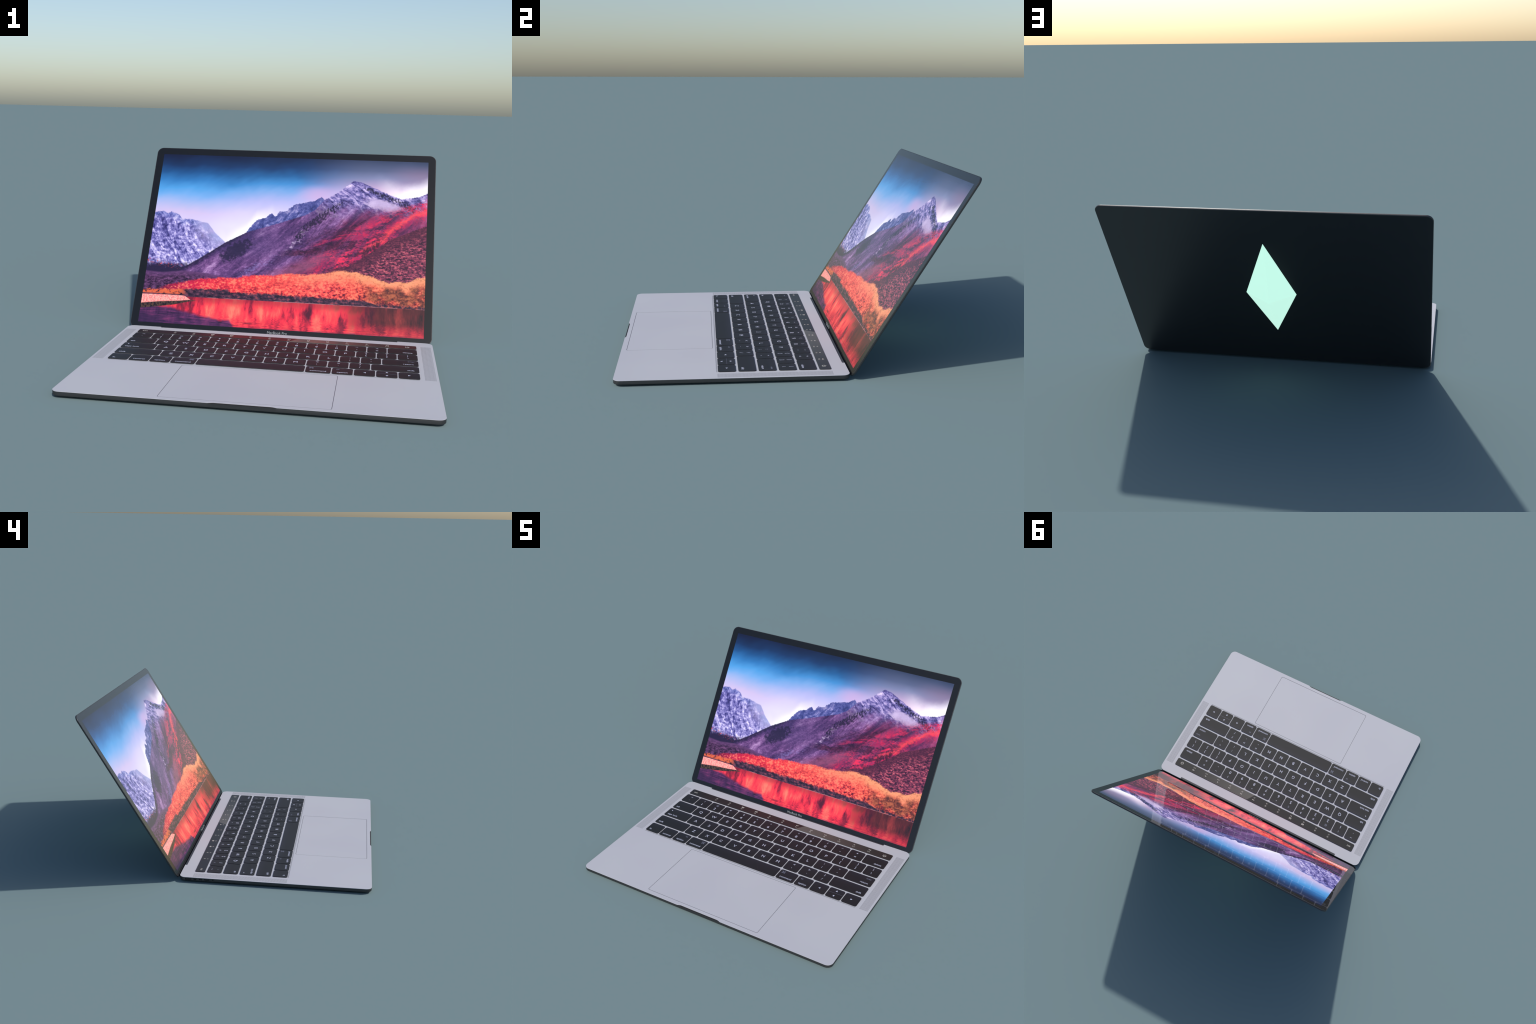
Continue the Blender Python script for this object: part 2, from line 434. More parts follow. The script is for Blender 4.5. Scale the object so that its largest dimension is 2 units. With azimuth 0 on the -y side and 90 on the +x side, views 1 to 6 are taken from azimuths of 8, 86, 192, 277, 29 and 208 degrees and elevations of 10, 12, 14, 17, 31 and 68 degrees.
    sc = m.ramp(sh, [(0.38, lin(42, 30, 50)), (0.50, lin(74, 50, 72)), (0.62, lin(118, 76, 96))])
    sc = m.mix(m.mul(m.mul(s(u0, 0.17, 0.13), s(v, 0.160, 0.168)), s(sh, 0.36, 0.52)), sc, lin(222, 112, 76))
    sc = m.mix(m.mul(s(u0, 0.80, 0.88), s(sh, 0.48, 0.60)), sc, lin(190, 94, 82))
    sc = m.mix(m.mul(m.mul(s(u0, 0.20, 0.24), s(sh, 0.56, 0.64)), 0.5), sc, lin(170, 80, 76))
    pic = m.mix(under(m.add(ob, m.add(m.mul(jag_small, 1.2), cen(n_fine, 0.035))), 0.006), pic, sc)

    # ---- lake
    ripple = m.noise(m.vec(m.mul(u0, 14.0), m.mul(v, 130.0)), 1.0, 4.0, 0.65)
    fallw = m.noise(m.vec(m.add(m.mul(u0, 26.0), m.mul(cen(ripple, 1.1), s(v, 0.09, 0.02))), m.mul(v, 4.0), 4.0), 1.0, 6.0, 0.66)
    wide = m.noise(m.vec(m.mul(u0, 9.0), m.mul(v, 7.0), 9.0), 1.0, 2.0, 0.5)
    mirror = m.add(m.mul(fallw, 0.7), m.mul(wide, 0.3))
    wc = m.ramp(mirror, [(0.38, lin(92, 30, 56)), (0.43, lin(160, 42, 70)), (0.48, lin(232, 60, 84)), (0.54, lin(254, 88, 94)), (0.63, lin(255, 136, 118))])
    wc = m.mix(m.mul(s(m.add(v, cen(fallw, 0.08)), 0.105, 0.15), 0.55), wc, lin(132, 38, 60))
    east = s(m.add(u0, cen(mirror, 0.55)), 0.68, 0.84)
    wc = m.mix(m.mul(east, m.mad(s(m.add(v, cen(fallw, 0.06)), 0.02, 0.075), 0.55, 0.34)), wc, m.ramp(fallw, [(0.38, lin(40, 30, 36)), (0.54, lin(70, 42, 46)), (0.66, lin(138, 54, 58))]))
    line = m.profile(u0, [(0.0, 0.085), (0.11, 0.092), (0.192, 0.062), (0.24, 0.046), (0.325, 0.034), (0.345, 0.0), (1.0, 0.0)])
    viol = s(m.add(m.sub(line, v), m.add(cen(fallw, 0.05), m.mul(s(u0, 0.10, 0.0), 0.03))), -0.010, 0.012)
    vc = m.ramp(m.add(m.mul(ripple, 0.5), m.mul(fallw, 0.5)), [(0.40, lin(52, 34, 70)), (0.50, lin(90, 50, 96)), (0.62, lin(150, 72, 122))])
    vc = m.mix(m.mul(s(m.add(u0, m.mul(v, 2.0)), 0.20, 0.04), 0.6), vc, lin(54, 38, 76))
    wc = m.mix(viol, wc, vc)
    chop = m.mul(s(ripple, 0.52, 0.42), s(m.add(v, cen(n_mid, 0.05)), 0.050, 0.0))
    wc = m.mix(m.mul(chop, m.mul(s(u0, 0.31, 0.35), m.mad(m.bump_at(u0, 0.38, 0.12), 0.6, 0.35))), wc, lin(66, 30, 54))
    pic = m.mix(s(v, 0.154, 0.150), pic, wc)
    pic = m.mix(m.mul(m.mul(m.bump_at(v, 0.153, 0.0025), s(u0, 0.18, 0.24)), s(n_mid, 0.46, 0.58)), pic, lin(186, 130, 136))

    # ---- pale grass spit on the left
    top = m.profile(u0, [(0.0, 0.156), (0.09, 0.158), (0.155, 0.157), (0.177, 0.137), (0.20, 0.10), (1.0, 0.0)])
    bot = m.profile(u0, [(0.0, 0.105), (0.07, 0.119), (0.14, 0.128), (0.18, 0.136), (1.0, 0.5)])
    reed = m.profile(u0, [(0.0, 0.077), (0.05, 0.087), (0.12, 0.104), (0.178, 0.127), (0.20, 0.131), (0.23, 0.30), (1.0, 0.5)])
    west = s(u0, 0.205, 0.19)
    rd = m.mul(m.mul(s(m.sub(v, reed), -0.003, 0.003), s(m.sub(m.hi(top, 0.134), v), -0.002, 0.002)), west)
    pic = m.mix(rd, pic, m.mix(s(tree, 0.42, 0.58), lin(40, 32, 42), lin(96, 74, 62)))
    spit = m.mul(m.mul(s(m.sub(top, v), -0.002, 0.002), s(m.sub(v, bot), -0.003, 0.003)), west)
    pic = m.mix(spit, pic, m.mix(s(n_tiny, 0.40, 0.58), lin(246, 134, 136), lin(255, 186, 176)))

    gm = m.node('ShaderNodeGamma')
    m.put(gm.inputs[0], pic)
    gm.inputs[1].default_value = 1.18
    pic = gm.outputs[0]
    gain = m.mix(1.0, pic, (PIC_GAIN, PIC_GAIN, PIC_GAIN, 1.0), 'MULTIPLY')
    return m.set(Base_Color=gain, Roughness=0.035)


DECK_A, DECK_B = lin(179, 179, 187), lin(183, 184, 190)
SHELL_A, SHELL_B = lin(72, 73, 75), lin(78, 79, 81)
PIC_GAIN = 0.93

MAT = dict(deck=make_deck_metal(), grille=make_grille(), shell=make_shell(), key=make_key(),
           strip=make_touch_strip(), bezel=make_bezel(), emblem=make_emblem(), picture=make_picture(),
           legend=make_plain('pale_key_print', lin(182, 186, 205), 0.6),
           faint=make_plain('faint_key_print', lin(118, 122, 140), 0.6),
           split=make_plain('key_split_print', lin(66, 66, 78), 0.6),
           warm=make_plain('touch_strip_print', lin(176, 174, 168), 0.6),
           name=make_plain('grey_bezel_print', lin(128, 132, 136), 0.5),
           rubber=make_plain('black_rubber', lin(22, 22, 24), 0.7),
           hinge=make_plain('dark_hinge_plastic', lin(52, 53, 57), 0.5),
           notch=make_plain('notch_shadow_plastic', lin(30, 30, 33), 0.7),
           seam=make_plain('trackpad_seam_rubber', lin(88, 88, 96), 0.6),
           pit=make_plain('port_black', lin(10, 10, 12), 0.5),
           tongue=make_plain('port_metal', lin(70, 74, 80), 0.4, 0.6))


# ------------------------------------------------------------------ mesh helpers
def obj_from_mesh(name, me, mat, parent=None, smooth=18.0):
    o = bpy.data.objects.new(name, me)
    COL.objects.link(o)
    if mat is not None and not me.materials:
        me.materials.append(mat)
    if smooth:
        for p in me.polygons:
            p.use_smooth = True
        me.set_sharp_from_angle(angle=math.radians(smooth))
    if parent:
        o.parent = parent
    return o


def arc(cx, cy, r, a0, a1, n=8):
    return [(cx + r * math.cos(math.radians(a0 + (a1 - a0) * i / n)),
             cy + r * math.sin(math.radians(a0 + (a1 - a0) * i / n))) for i in range(n + 1)]


def round_rect(x0, y0, x1, y1, r, n=8):
    return (arc(x1 - r, y0 + r, r, -90, 0, n) + arc(x1 - r, y1 - r, r, 0, 90, n) +
            arc(x0 + r, y1 - r, r, 90, 180, n) + arc(x0 + r, y0 + r, r, 180, 270, n))


def prism(name, loops, z0, z1, bevel=0.0, res=1):
    """solid from a closed outline plus hole outlines (2D curve fill)."""
    cu = bpy.data.curves.new(name, 'CURVE')
    cu.dimensions = '2D'
    cu.fill_mode = 'BOTH'
    for pts in loops:
        sp = cu.splines.new('POLY')
        sp.points.add(len(pts) - 1)
        for p, (x, y) in zip(sp.points, pts):
            p.co = (x, y, 0, 1)
        sp.use_cyclic_u = True
    cu.extrude = (z1 - z0) / 2 - bevel
    cu.bevel_depth = bevel
    cu.bevel_resolution = res
    cu.offset = -bevel
    tmp = bpy.data.objects.new('tmp', cu)
    COL.objects.link(tmp)
    dg = bpy.context.evaluated_depsgraph_get()
    me = bpy.data.meshes.new_from_object(tmp.evaluated_get(dg))
    bpy.data.objects.remove(tmp)
    bpy.data.curves.remove(cu)
    me.transform(Matrix.Translation((0, 0, (z0 + z1) / 2)))
    bm = bmesh.new()
    bm.from_mesh(me)
    bmesh.ops.remove_doubles(bm, verts=bm.verts, dist=1e-6)
    bm.to_mesh(me)
    bm.free()
    me.name = name
    return me


def loft(name, rings, cap0=True, cap1=True):
    """skin through rings of equal vertex count: list of lists of (x, y, z)."""
    bm = bmesh.new()
    rows = [[bm.verts.new(p) for p in ring] for ring in rings]
    n = len(rows[0])
    for a, b in zip(rows, rows[1:]):
        for i in range(n):
            j = (i + 1) % n
            bm.faces.new((a[i], a[j], b[j], b[i]))
    if cap0:
        bm.faces.new(list(reversed(rows[0])))
    if cap1:
        bm.faces.new(rows[-1])
    bmesh.ops.recalc_face_normals(bm, faces=bm.faces)
    me = bpy.data.meshes.new(name)
    bm.to_mesh(me)
    bm.free()
    return me


def box_mesh(name, x0, x1, y0, y1, z0, z1):
    return loft(name, [[(x0, y0, z), (x1, y0, z), (x1, y1, z), (x0, y1, z)] for z in (z0, z1)])


def empty(name, parent=None, loc=(0, 0, 0)):
    o = bpy.data.objects.new(name, None)
    o.location = loc
    COL.objects.link(o)
    o.parent = parent
    return o


# ------------------------------------------------------------------ the thing
laptop = empty('laptop')
laptop['label'] = 'open slim dark grey laptop with glossy mountain lake display'
laptop['category'] = 'laptop'

# ---- finger notch in the front edge, as a depth function of x
NOTCH_IN, NOTCH_OUT, NOTCH_DEPTH = 0.134, 0.1645, 0.0082


def notch(x):
    a = abs(x)
    if a >= NOTCH_OUT:
        return 0.0
    f = min(1.0, (NOTCH_OUT - a) / (NOTCH_OUT - NOTCH_IN))
    return NOTCH_DEPTH * math.sin(f * math.pi / 2) ** 1.2


def base_outline(inset=0.0, notch_scale=0.0):
    x, y0, y1, r = HW - inset, Y_FRONT + inset, Y_BACK - inset, max(0.012, R_CORNER - inset * 0.7)
    steps = 12
    ramp_l = [-NOTCH_OUT + (NOTCH_OUT - NOTCH_IN) * i / steps for i in range(steps + 1)]
    front = [(a, y0 + notch(a) * notch_scale) for a in ramp_l + [-a for a in reversed(ramp_l)]]
    return (front + arc(x - r, y0 + r, r, -90, 0) + arc(x - r, y1 - r, r, 0, 90) +
            arc(-x + r, y1 - r, r, 90, 180) + arc(-x + r, y0 + r, r, 180, 270))


def ring(z, inset, k):
    return [(a, b, z) for a, b in base_outline(inset, k)]


# ---- base case: walls, underside, rim that carries the deck
Z_RIM = 0.0312
case_me = loft('base_case', [
    ring(0.0052, 0.060, 0), ring(0.0060, 0.030, 0), ring(0.0070, 0.012, 0), ring(0.0082, 0.0042, 0),
    ring(0.0096, 0.0014, 0), ring(0.0120, 0.0002, 0), ring(0.0276, 0.0001, 0), ring(0.0280, 0.0002, 0.1),
    ring(0.0282, 0.0004, 1.0), ring(Z_RIM, 0.0004, 1.0), ring(Z_RIM, 0.012, 1.0), ring(0.0262, 0.012, 1.0)])
case = obj_from_mesh('base_case', case_me, MAT['shell'], laptop)

# near-black strip along the finger notch, slim and curved, on the front wall
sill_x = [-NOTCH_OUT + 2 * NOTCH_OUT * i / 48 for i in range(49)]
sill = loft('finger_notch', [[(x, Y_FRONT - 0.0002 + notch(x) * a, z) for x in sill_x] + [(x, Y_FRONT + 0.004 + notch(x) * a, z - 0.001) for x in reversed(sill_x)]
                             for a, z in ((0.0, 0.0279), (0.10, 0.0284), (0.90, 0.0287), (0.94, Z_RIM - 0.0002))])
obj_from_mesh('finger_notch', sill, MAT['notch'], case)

# side ports on the left: (y range, z range)
PORTS = [((0.2212, 0.2644), (0.0150, 0.0285)), ((0.1859, 0.2058), (0.0168, 0.0292)), ((0.1473, 0.1683), (0.0180, 0.0285)),
         ((0.0978, 0.1330), (0.0176, 0.0280)), ((0.0670, 0.0791), (0.0195, 0.0275))]
for (ya, yb), (za, zb) in PORTS:
    r = min(yb - ya, zb - za) * 0.32
    hole = round_rect(ya, za, yb, zb, r, 5)
    cut = obj_from_mesh('cutter', loft('cutter', [[(x, y, z) for y, z in hole] for x in (-0.96, -0.930)]), None, None, 0)
    md = case.modifiers.new('port', 'BOOLEAN')
    md.operation = 'DIFFERENCE'
    md.solver = 'EXACT'
    md.object = cut
    dg = bpy.context.evaluated_depsgraph_get()
    me = bpy.data.meshes.new_from_object(case.evaluated_get(dg))
    case.modifiers.clear()
    case.data = me
    bpy.data.objects.remove(cut)
    inner = round_rect(ya + 0.0006, za + 0.0006, yb - 0.0006, zb - 0.0006, r * 0.9, 5)
    port = obj_from_mesh('port', loft('port', [[(x, y, z) for y, z in inner] for x in (-0.9285, -0.9385)]), MAT['pit'], case)
    if yb - ya > 0.015:
        zt = (za + zb) / 2 - (0.0025 if yb - ya > 0.04 else 0.0)
        tg = box_mesh('tongue', -0.9398, -0.9380, ya + 0.004, yb - 0.004, zt - 0.0016, zt + 0.0016)
        obj_from_mesh('port_contact', tg, MAT['tongue'], case, 0)
case.data.name = 'base_case'

# ---- deck plate with openings for keyboard and trackpad
NB_X, NB_Y = 0.7355, 0.2915      # hinge recess in the back edge
KB_X0, KB_X1, KB_Y0, KB_Y1 = -0.8525, 0.8530, -0.4350, 0.2195
TP_X, TP_Y0, TP_Y1 = 0.4195, -0.9685, -0.4490


def deck_outline():
    x, y0, y1, r = HW, Y_FRONT, Y_BACK, R_CORNER
    steps = 12
    ramp_l = [-NOTCH_OUT + (NOTCH_OUT - NOTCH_IN) * i / steps for i in range(steps + 1)]
    front = [(a, y0 + notch(a)) for a in ramp_l + [-a for a in reversed(ramp_l)]]
    q = 0.004
    back = [(NB_X, y1), (NB_X, NB_Y + q)] + arc(NB_X - q, NB_Y + q, q, 0, -90, 3)[1:] + \
           arc(-NB_X + q, NB_Y + q, q, 270, 180, 3) + [(-NB_X, y1)]
    return (front + arc(x - r, y0 + r, r, -90, 0) + arc(x - r, y1 - r, r, 0, 90) + back +
            arc(-x + r, y1 - r, r, 90, 180) + arc(-x + r, y0 + r, r, 180, 270))


deck_me = prism('deck', [deck_outline(), round_rect(KB_X0, KB_Y0, KB_X1, KB_Y1, 0.014, 5),
                         round_rect(-TP_X, TP_Y0, TP_X, TP_Y1, 0.011, 5)], Z_RIM - 0.0004, Z_DECK, 0.0005)
deck = obj_from_mesh('deck', deck_me, MAT['deck'], laptop)

for sx in (-1, 1):
    g = prism('speaker_grille', [round_rect(min(sx * 0.870, sx * 0.9295), -0.4305, max(sx * 0.870, sx * 0.9295), 0.2140, 0.002, 2)],
              Z_DECK - 0.0004, Z_DECK + 0.00015)
    obj_from_mesh('speaker_grille', g, MAT['grille'], deck, 0)

seam = prism('trackpad_seam', [round_rect(-TP_X - 0.0004, TP_Y0 - 0.0004, TP_X + 0.0004, TP_Y1 + 0.0004, 0.011, 5),  # grey ring drawing the dark gap line around the pad
                               round_rect(-TP_X + 0.003, TP_Y0 + 0.003, TP_X - 0.003, TP_Y1 - 0.003, 0.009, 5)], 0.0285, 0.0324)
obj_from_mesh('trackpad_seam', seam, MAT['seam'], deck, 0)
g = 0.0024
tp = prism('trackpad', [round_rect(-TP_X + g, TP_Y0 + g, TP_X - g, TP_Y1 - g, 0.010, 5)], 0.0275, 0.0325, 0.0005)
obj_from_mesh('trackpad', tp, MAT['deck'], laptop)

hc = prism('hinge_cover', [round_rect(-NB_X + 0.001, NB_Y + 0.0008, NB_X - 0.001, Y_BACK - 0.0008, 0.003, 3)], 0.0268, 0.0316, 0.0008)
obj_from_mesh('hinge_cover', hc, MAT['hinge'], laptop)

foot_me = prism('foot', [arc(0, 0, 0.036, 0, 345, 23)], 0.0, 0.0075, 0.0012)
for i, (fx, fy) in enumerate([(-0.80, -0.86), (0.80, -0.86), (-0.80, 0.16), (0.80, 0.16)]):
    f = obj_from_mesh('foot', foot_me, MAT['rubber'], case)
    f.location = (fx, fy, 0)

# ------------------------------------------------------------------ keyboard
tray = prism('keyboard', [round_rect(KB_X0 - 0.003, KB_Y0 - 0.003, KB_X1 + 0.003, KB_Y1 + 0.003, 0.012, 5)], 0.0282, WELL_FLOOR)
keyboard = obj_from_mesh('keyboard', tray, MAT['deck'], laptop)

for ya, yb in ((-0.4349, -0.4334), (-0.4308, -0.4296)):  # thin dark bars modelling the shadow lines along the well's front edge
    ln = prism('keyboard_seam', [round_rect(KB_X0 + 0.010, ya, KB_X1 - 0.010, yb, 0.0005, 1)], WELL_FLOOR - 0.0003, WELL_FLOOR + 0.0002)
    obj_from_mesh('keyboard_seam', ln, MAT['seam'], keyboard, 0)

U, GAP = 0.1172, 0.0072
KX0, KX1 = -0.8447, 0.8453
KEY_H = 0.1004
ROW_Y = {5: -0.4256, 4: -0.3112, 3: -0.1968, 2: -0.0826, 1: 0.0314}   # front edge of each row
key_cache = {}


def key_mesh(w, h):
    k = (round(w, 4), round(h, 4))
    if k not in key_cache:
        key_cache[k] = prism('key', [round_rect(-w / 2, -h / 2, w / 2, h / 2, 0.0125, 5)], WELL_FLOOR - 0.0002, KEY_TOP, 0.0006)
    return key_cache[k]


texts = []       # (string, x, y, size, align, material, name)


def say(s, x, y, size, align='CENTER', mat='legend', name='key_legend', squeeze=1.0):
    texts.append((s, x, y, size, align, mat, name, squeeze))


BIG, MID, SMALL = 0.0355, 0.0300, 0.0225


def add_key(x0, x1, row, label):
    y0 = ROW_Y[row]
    w = x1 - x0
    o = obj_from_mesh('key', key_mesh(w, KEY_H), MAT['key'], keyboard)
    cx, cy = (x0 + x1) / 2, y0 + KEY_H / 2
    o.location = (cx, cy, 0)
    if label is None:
        return
    kind = label[0]
    if kind == 'one':
        say(label[1], cx, cy - 0.003, BIG)
    elif kind == 'two':
        main_low = label[1].isdigit()
        say(label[1], cx, y0 + 0.031, BIG if main_low else MID)
        say(label[2], cx, y0 + 0.0735, 0.0225 if main_low else MID, mat='faint' if label[2] in '@%' else 'legend')
    elif kind == 'L':
        say(label[1], x0 + 0.021, y0 + 0.0245, SMALL, 'LEFT')
    elif kind == 'R':
        say(label[1], x1 - 0.026, y0 + 0.0245, SMALL, 'RIGHT')
    elif kind == 'C':
        say(label[1], cx, y0 + 0.0245, SMALL)
    if len(label) > 3:
        say(label[3][1], x0 + label[3][0] * w, y0 + 0.075, 0.0175, mat='faint')


def row_of(row, first, labels, last):
    """first and last keys take what the 1u keys leave over."""
    n = len(labels)
    rest = (KX1 - KX0 + GAP) - n * U
    fw = rest * first[0]
    x = KX0
    add_key(x, x + fw - GAP, row, first[1])
    x += fw
    for lb in labels:
        add_key(x, x + U - GAP, row, lb)
        x += U
    add_key(x, KX1, row, last)


two = lambda a, b: ('two', a, b)
row_of(1, (U / (KX1 - KX0 + GAP - 12 * U), two('`', '~')),
       [two(a, b) for a, b in zip('1234567890-=', '!@#$%^&*()_+')], ('R', 'delete'))
row_of(2, (0.1734 / (KX1 - KX0 + GAP - 12 * U), ('L', 'tab')),
       [('one', c) for c in 'QWERTYUIOP'] + [two('[', '{'), two(']', '}')], two('\\', '|'))
row_of(3, (0.5, ('L', 'caps lock')), [('one', c) for c in 'ASDFGHJKL'] + [two(';', ':'), two("'", '"')],
       ('R', 'return', None, (0.80, 'enter')))
row_of(4, (0.5, ('L', 'shift')), [('one', c) for c in 'ZXCVBNM'] + [two(',', '<'), two('.', '>'), two('/', '?')], ('R', 'shift'))

CMD = 1.2 * U
x = KX0
row5 = [(U, ('L', 'fn')), (U, ('C', 'control')), (U, ('C', 'option', None, (0.74, 'alt'))), (CMD, ('C', 'command'))]
for w, lb in row5:
    add_key(x, x + w - GAP, 5, lb)
    x += w
space0 = x
cmd_left = x - CMD
xr = KX1 + GAP - 3 * U - U - CMD
add_key(space0, xr - GAP, 5, None)
add_key(xr, xr + CMD - GAP, 5, ('C', 'command'))
add_key(xr + CMD, xr + CMD + U - GAP, 5, ('C', 'option', None, (0.27, 'alt')))
xa = xr + CMD + U
for i in range(3):
    add_key(xa + i * U, xa + (i + 1) * U - GAP, 5, None)

LEG_Z = KEY_TOP - 0.0001
LEG_T = 0.0004


def mark(name, loops, mat='legend'):
    me = prism(name, loops, LEG_Z, LEG_Z + LEG_T)
    return obj_from_mesh(name, me, MAT[mat], keyboard, 0)


def triangle(cx, cy, dx, dy, s=0.0085):
    px, py = -dy, dx
    pts = [(cx + dx * s * 0.9, cy + dy * s * 0.9), (cx - dx * s * 0.75 + px * s * 0.85, cy - dy * s * 0.75 + py * s * 0.85),
           (cx - dx * s * 0.75 - px * s * 0.85, cy - dy * s * 0.75 - py * s * 0.85)]
    mark('arrow_legend', [pts])


yc = ROW_Y[5] + KEY_H / 2
kw = U - GAP
triangle(xa + kw / 2, yc, -1, 0)
triangle(xa + U + kw / 2, yc + 0.0275, 0, 1)
triangle(xa + U + kw / 2, yc - 0.0275, 0, -1)
triangle(xa + 2 * U + kw / 2, yc, 1, 0)
mark('key_split_line', [round_rect(xa + U + 0.004, yc + 0.0010, xa + U + kw - 0.004, yc + 0.0042, 0.0005, 1)], 'split')
mark('caps_light', [arc(KX0 + 0.028, ROW_Y[3] + 0.0745, 0.0042, 0, 330, 11)])


def looped_square(cx, cy, s=0.0072):
    """square with a loop at each corner."""
    lw = 0.0011
    for sx in (-1, 1):
        mark('key_legend', [round_rect(cx + sx * s * 0.5 - lw, cy - s, cx + sx * s * 0.5 + lw, cy + s, 0.0003, 1)], 'faint')
        mark('key_legend', [round_rect(cx - s, cy + sx * s * 0.5 - lw, cx + s, cy + sx * s * 0.5 + lw, 0.0003, 1)], 'faint')
        for sy in (-1, 1):
            c = (cx + sx * s * 1.05, cy + sy * s * 1.05)
            mark('key_legend', [arc(*c, s * 0.60, 0, 337.5, 15), arc(*c, s * 0.33, 0, 337.5, 15)], 'faint')


looped_square(cmd_left + CMD - GAP - 0.028, ROW_Y[5] + 0.0745)
looped_square(xr + 0.028, ROW_Y[5] + 0.0745)

# ---- touch strip with its row of function symbols
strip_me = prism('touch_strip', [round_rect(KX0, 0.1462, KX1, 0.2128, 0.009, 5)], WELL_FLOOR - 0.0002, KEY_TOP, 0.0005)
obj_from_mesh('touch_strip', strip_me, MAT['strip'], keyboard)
say('esc', -0.803, 0.1785, 0.0250, mat='warm', name='touch_strip_legend')


def strip_mark(loops):
    return mark('touch_strip_symbol', loops, 'warm')


def icon(kind, x, y):
    s = 0.0078
    if kind == 'sun':
        strip_mark([arc(x, y, s * 0.38, 0, 330, 11)])
        for k in range(8):
            a = k * math.pi / 4
            strip_mark([arc(x + s * 0.85 * math.cos(a), y + s * 0.85 * math.sin(a), s * 0.17, 0, 300, 5)])
    elif kind == 'panes':
        strip_mark([round_rect(x - s * 1.3, y - s * 0.8, x - s * 0.1, y + s * 0.8, 0.0008, 1)])
        strip_mark([round_rect(x + s * 0.2, y + s * 0.1, x + s * 1.2, y + s * 0.8, 0.0006, 1)])
        strip_mark([round_rect(x + s * 0.2, y - s * 0.8, x + s * 1.2, y - s * 0.1, 0.0006, 1)])
    elif kind == 'grid':
        for i in (-1, 0, 1):
            for j in (-0.5, 0.5):
                strip_mark([round_rect(x + i * s * 0.95 - s * 0.36, y + j * s - s * 0.36, x + i * s * 0.95 + s * 0.36, y + j * s + s * 0.36, 0.0005, 1)])
    elif kind in ('back', 'next'):
        d = -1 if kind == 'back' else 1
        for k in (-1, 1):
            cx = x + k * s * 0.65
            pts = [(cx + d * s * 0.6, y), (cx - d * s * 0.5, y + s * 0.65), (cx - d * s * 0.5, y - s * 0.65)]
            strip_mark([pts])
    elif kind == 'play':
        strip_mark([[(x + s * 0.3, y), (x - s * 0.9, y + s * 0.7), (x - s * 0.9, y - s * 0.7)]])
        for k in (0.6, 1.1):
            strip_mark([round_rect(x + s * k - s * 0.14, y - s * 0.7, x + s * k + s * 0.14, y + s * 0.7, 0.0003, 1)])
    else:                                    # loudspeaker with 0-3 waves
        strip_mark([[(x - s * 1.1, y - s * 0.3), (x - s * 0.6, y - s * 0.3), (x - s * 0.05, y - s * 0.8),
                     (x - s * 0.05, y + s * 0.8), (x - s * 0.6, y + s * 0.3), (x - s * 1.1, y + s * 0.3)]])
        for k in range(int(kind)):
            r = s * (0.45 + 0.38 * k)
            strip_mark([arc(x, y, r, -50, 50, 6) + list(reversed(arc(x, y, r - s * 0.2, -50, 50, 6)))])


SYMBOLS = ['sun', 'sun', 'panes', 'grid', 'sun', 'sun', 'back', 'play', 'next', '0', '1', '3']
for i, kind in enumerate(SYMBOLS):
    fx = -0.6135 + i * 0.1171
    icon(kind, fx, 0.1885)
    say('F%d' % (i + 1), fx, 0.1655, 0.0145, mat='warm', name='touch_strip_legend')
px, py = 0.7921, 0.1785
strip_mark([arc(px, py, 0.0125, 130, 410, 20) + list(reversed(arc(px, py, 0.0088, 130, 410, 20)))])
strip_mark([round_rect(px - 0.0016, py + 0.001, px + 0.0016, py + 0.0135, 0.0008, 2)])

# ------------------------------------------------------------------ lid
lid_matrix = Matrix.Translation(LID_ORIGIN) @ Matrix.Rotation(LID_ANGLE, 4, 'X')


def lid_ring(z, inset):
    return [(a, b, z) for a, b in round_rect(-HW + inset, LID_T0 + inset, HW - inset, LID_T1 - inset, R_CORNER - inset * 0.5, 10)]


D = LID_THICK
shell_me = loft('lid', [lid_ring(-D, 0.0030), lid_ring(-D + 0.0010, 0.0013), lid_ring(-D + 0.0026, 0.0004), lid_ring(-0.0026, 0.0),
                        lid_ring(-0.0008, 0.0006), lid_ring(-0.0004, 0.0012), lid_ring(-0.0004, 0.0026), lid_ring(-0.0014, 0.0030)])
lid = obj_from_mesh('lid', shell_me, MAT['shell'], laptop, 24)
lid.matrix_world = lid_matrix


def on_lid(name, me, mat, smooth=18.0):
    return obj_from_mesh(name, me, mat, lid, smooth)


on_lid('bezel_glass', prism('bezel_glass', [round_rect(-HW + 0.0032, LID_T0 + 0.0032, HW - 0.0032, LID_T1 - 0.0032, R_CORNER - 0.003, 10)],
                            -0.0030, 0.0, 0.0003), MAT['bezel'])
on_lid('display', prism('display', [[(-PIC_W / 2, 0), (PIC_W / 2, 0), (PIC_W / 2, PIC_H), (-PIC_W / 2, PIC_H)]], -0.001, 0.0002), MAT['picture'], 0)

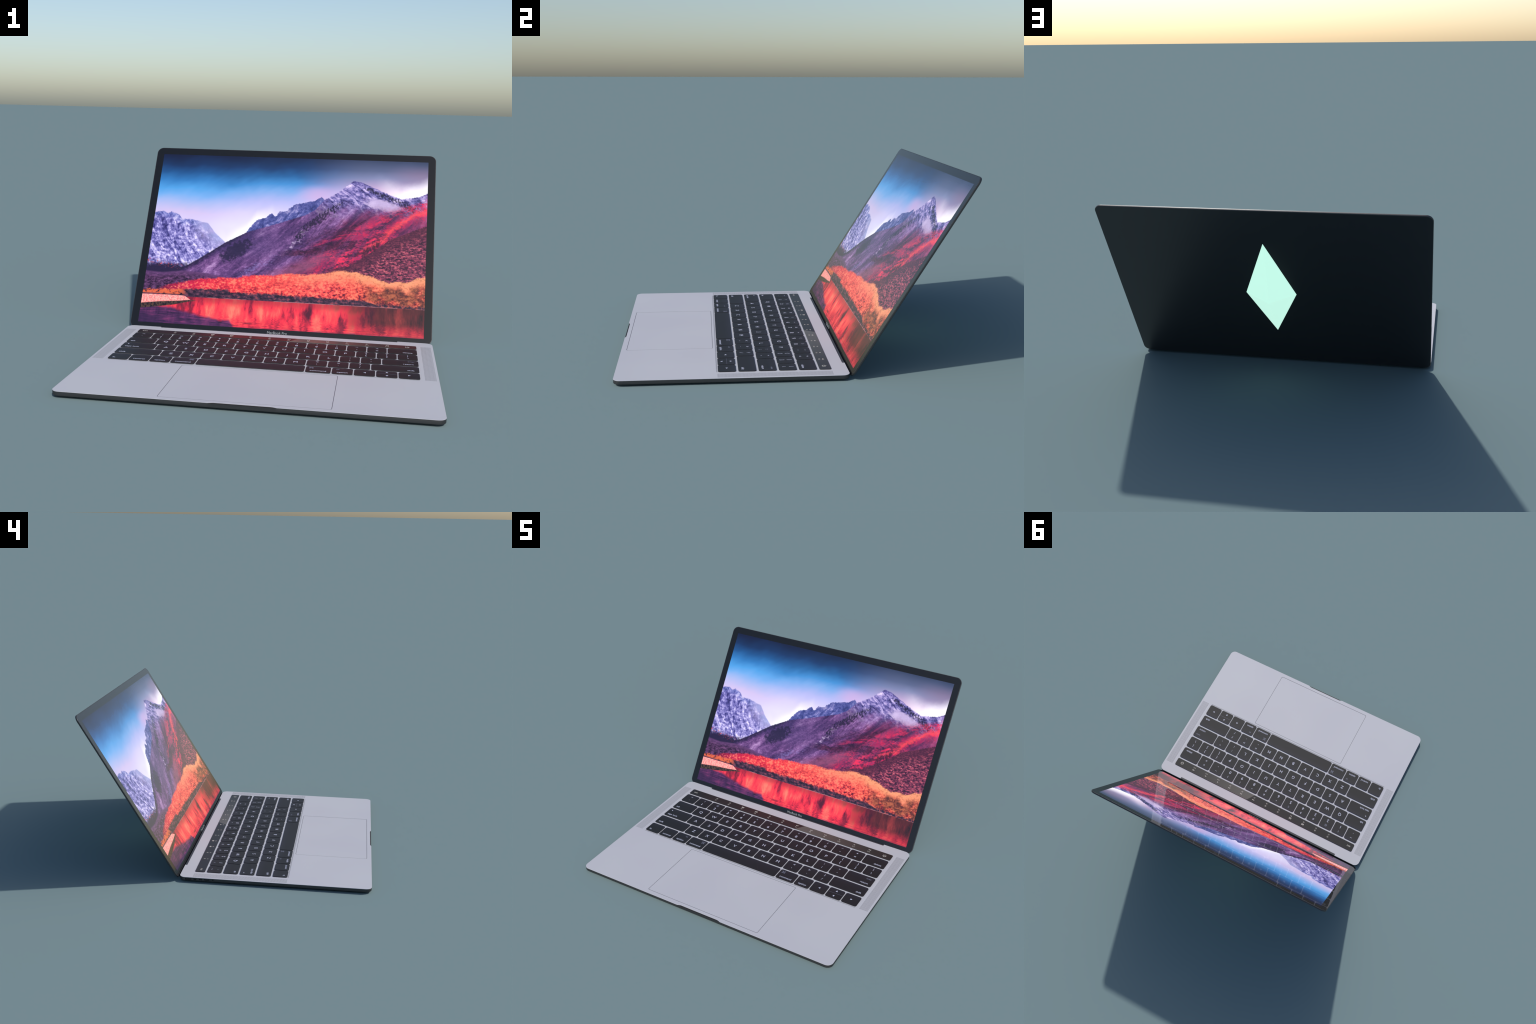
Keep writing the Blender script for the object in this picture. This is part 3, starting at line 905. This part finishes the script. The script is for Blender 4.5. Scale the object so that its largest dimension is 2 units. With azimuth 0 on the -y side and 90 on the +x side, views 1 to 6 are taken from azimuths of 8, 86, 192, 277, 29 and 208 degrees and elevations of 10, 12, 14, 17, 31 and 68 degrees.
# glowing gem on the lid back: a low four-sided pyramid
E_T, E_M, E_B, E_X, E_H = 1.0091, 0.593, 0.249, 0.153, 0.083
gem = bmesh.new()
zb = -D + 0.0004
corners = [gem.verts.new(p) for p in [(0, E_T, zb), (-E_X, E_M, zb), (0, E_B, zb), (E_X, E_M, zb)]]
apex = gem.verts.new((0, 0.592, -D - E_H))
for i in range(4):
    gem.faces.new((corners[i], corners[(i + 1) % 4], apex))
gem.faces.new(corners)
bmesh.ops.recalc_face_normals(gem, faces=gem.faces)
gem_me = bpy.data.meshes.new('lid_emblem')
gem.to_mesh(gem_me)
gem.free()
on_lid('lid_emblem', gem_me, MAT['emblem'], 0)

# ------------------------------------------------------------------ lettering
jobs = []
for s, x, y, size, align, mat, name, squeeze in texts:
    cu = bpy.data.curves.new(name, 'FONT')
    cu.body = s
    cu.size = size
    cu.align_x = align
    cu.align_y = 'CENTER' if False else 'TOP_BASELINE'
    cu.resolution_u = 3
    cu.extrude = LEG_T / 2
    o = bpy.data.objects.new('tmp', cu)
    COL.objects.link(o)
    jobs.append((o, x, y, mat, name, size, s))
cu = bpy.data.curves.new('bezel_legend', 'FONT')
cu.body = 'MacBook Pro'
cu.size = 0.0235
cu.align_x = 'CENTER'
cu.resolution_u = 3
cu.extrude = 0.0002
name_o = bpy.data.objects.new('tmp', cu)
COL.objects.link(name_o)
dg = bpy.context.evaluated_depsgraph_get()
for o, x, y, mat, name, size, s in jobs:
    me = bpy.data.meshes.new_from_object(o.evaluated_get(dg))
    if not len(me.vertices):
        continue
    ys = [v.co.y for v in me.vertices]
    mid = (min(ys) + max(ys)) / 2
    if len(s) > 1:                       # words sit on a common line
        mid = size * 0.26
    me.transform(Matrix.Translation((x, y - mid, LEG_Z + LEG_T / 2)))
    obj_from_mesh(name, me, MAT[mat], keyboard, 0)
me = bpy.data.meshes.new_from_object(name_o.evaluated_get(dg))
xs = [v.co.x for v in me.vertices]
k = 0.1235 / (max(xs) - min(xs))
me.transform(Matrix.Translation((-0.0015, -0.0285, 0.0002)) @ Matrix.Diagonal((k, 1.0, 1.0, 1.0)))
obj_from_mesh('bezel_legend', me, MAT['name'], lid, 0)
for o in [j[0] for j in jobs] + [name_o]:
    bpy.data.objects.remove(o)
for c in list(bpy.data.curves):
    if not c.users:
        bpy.data.curves.remove(c)
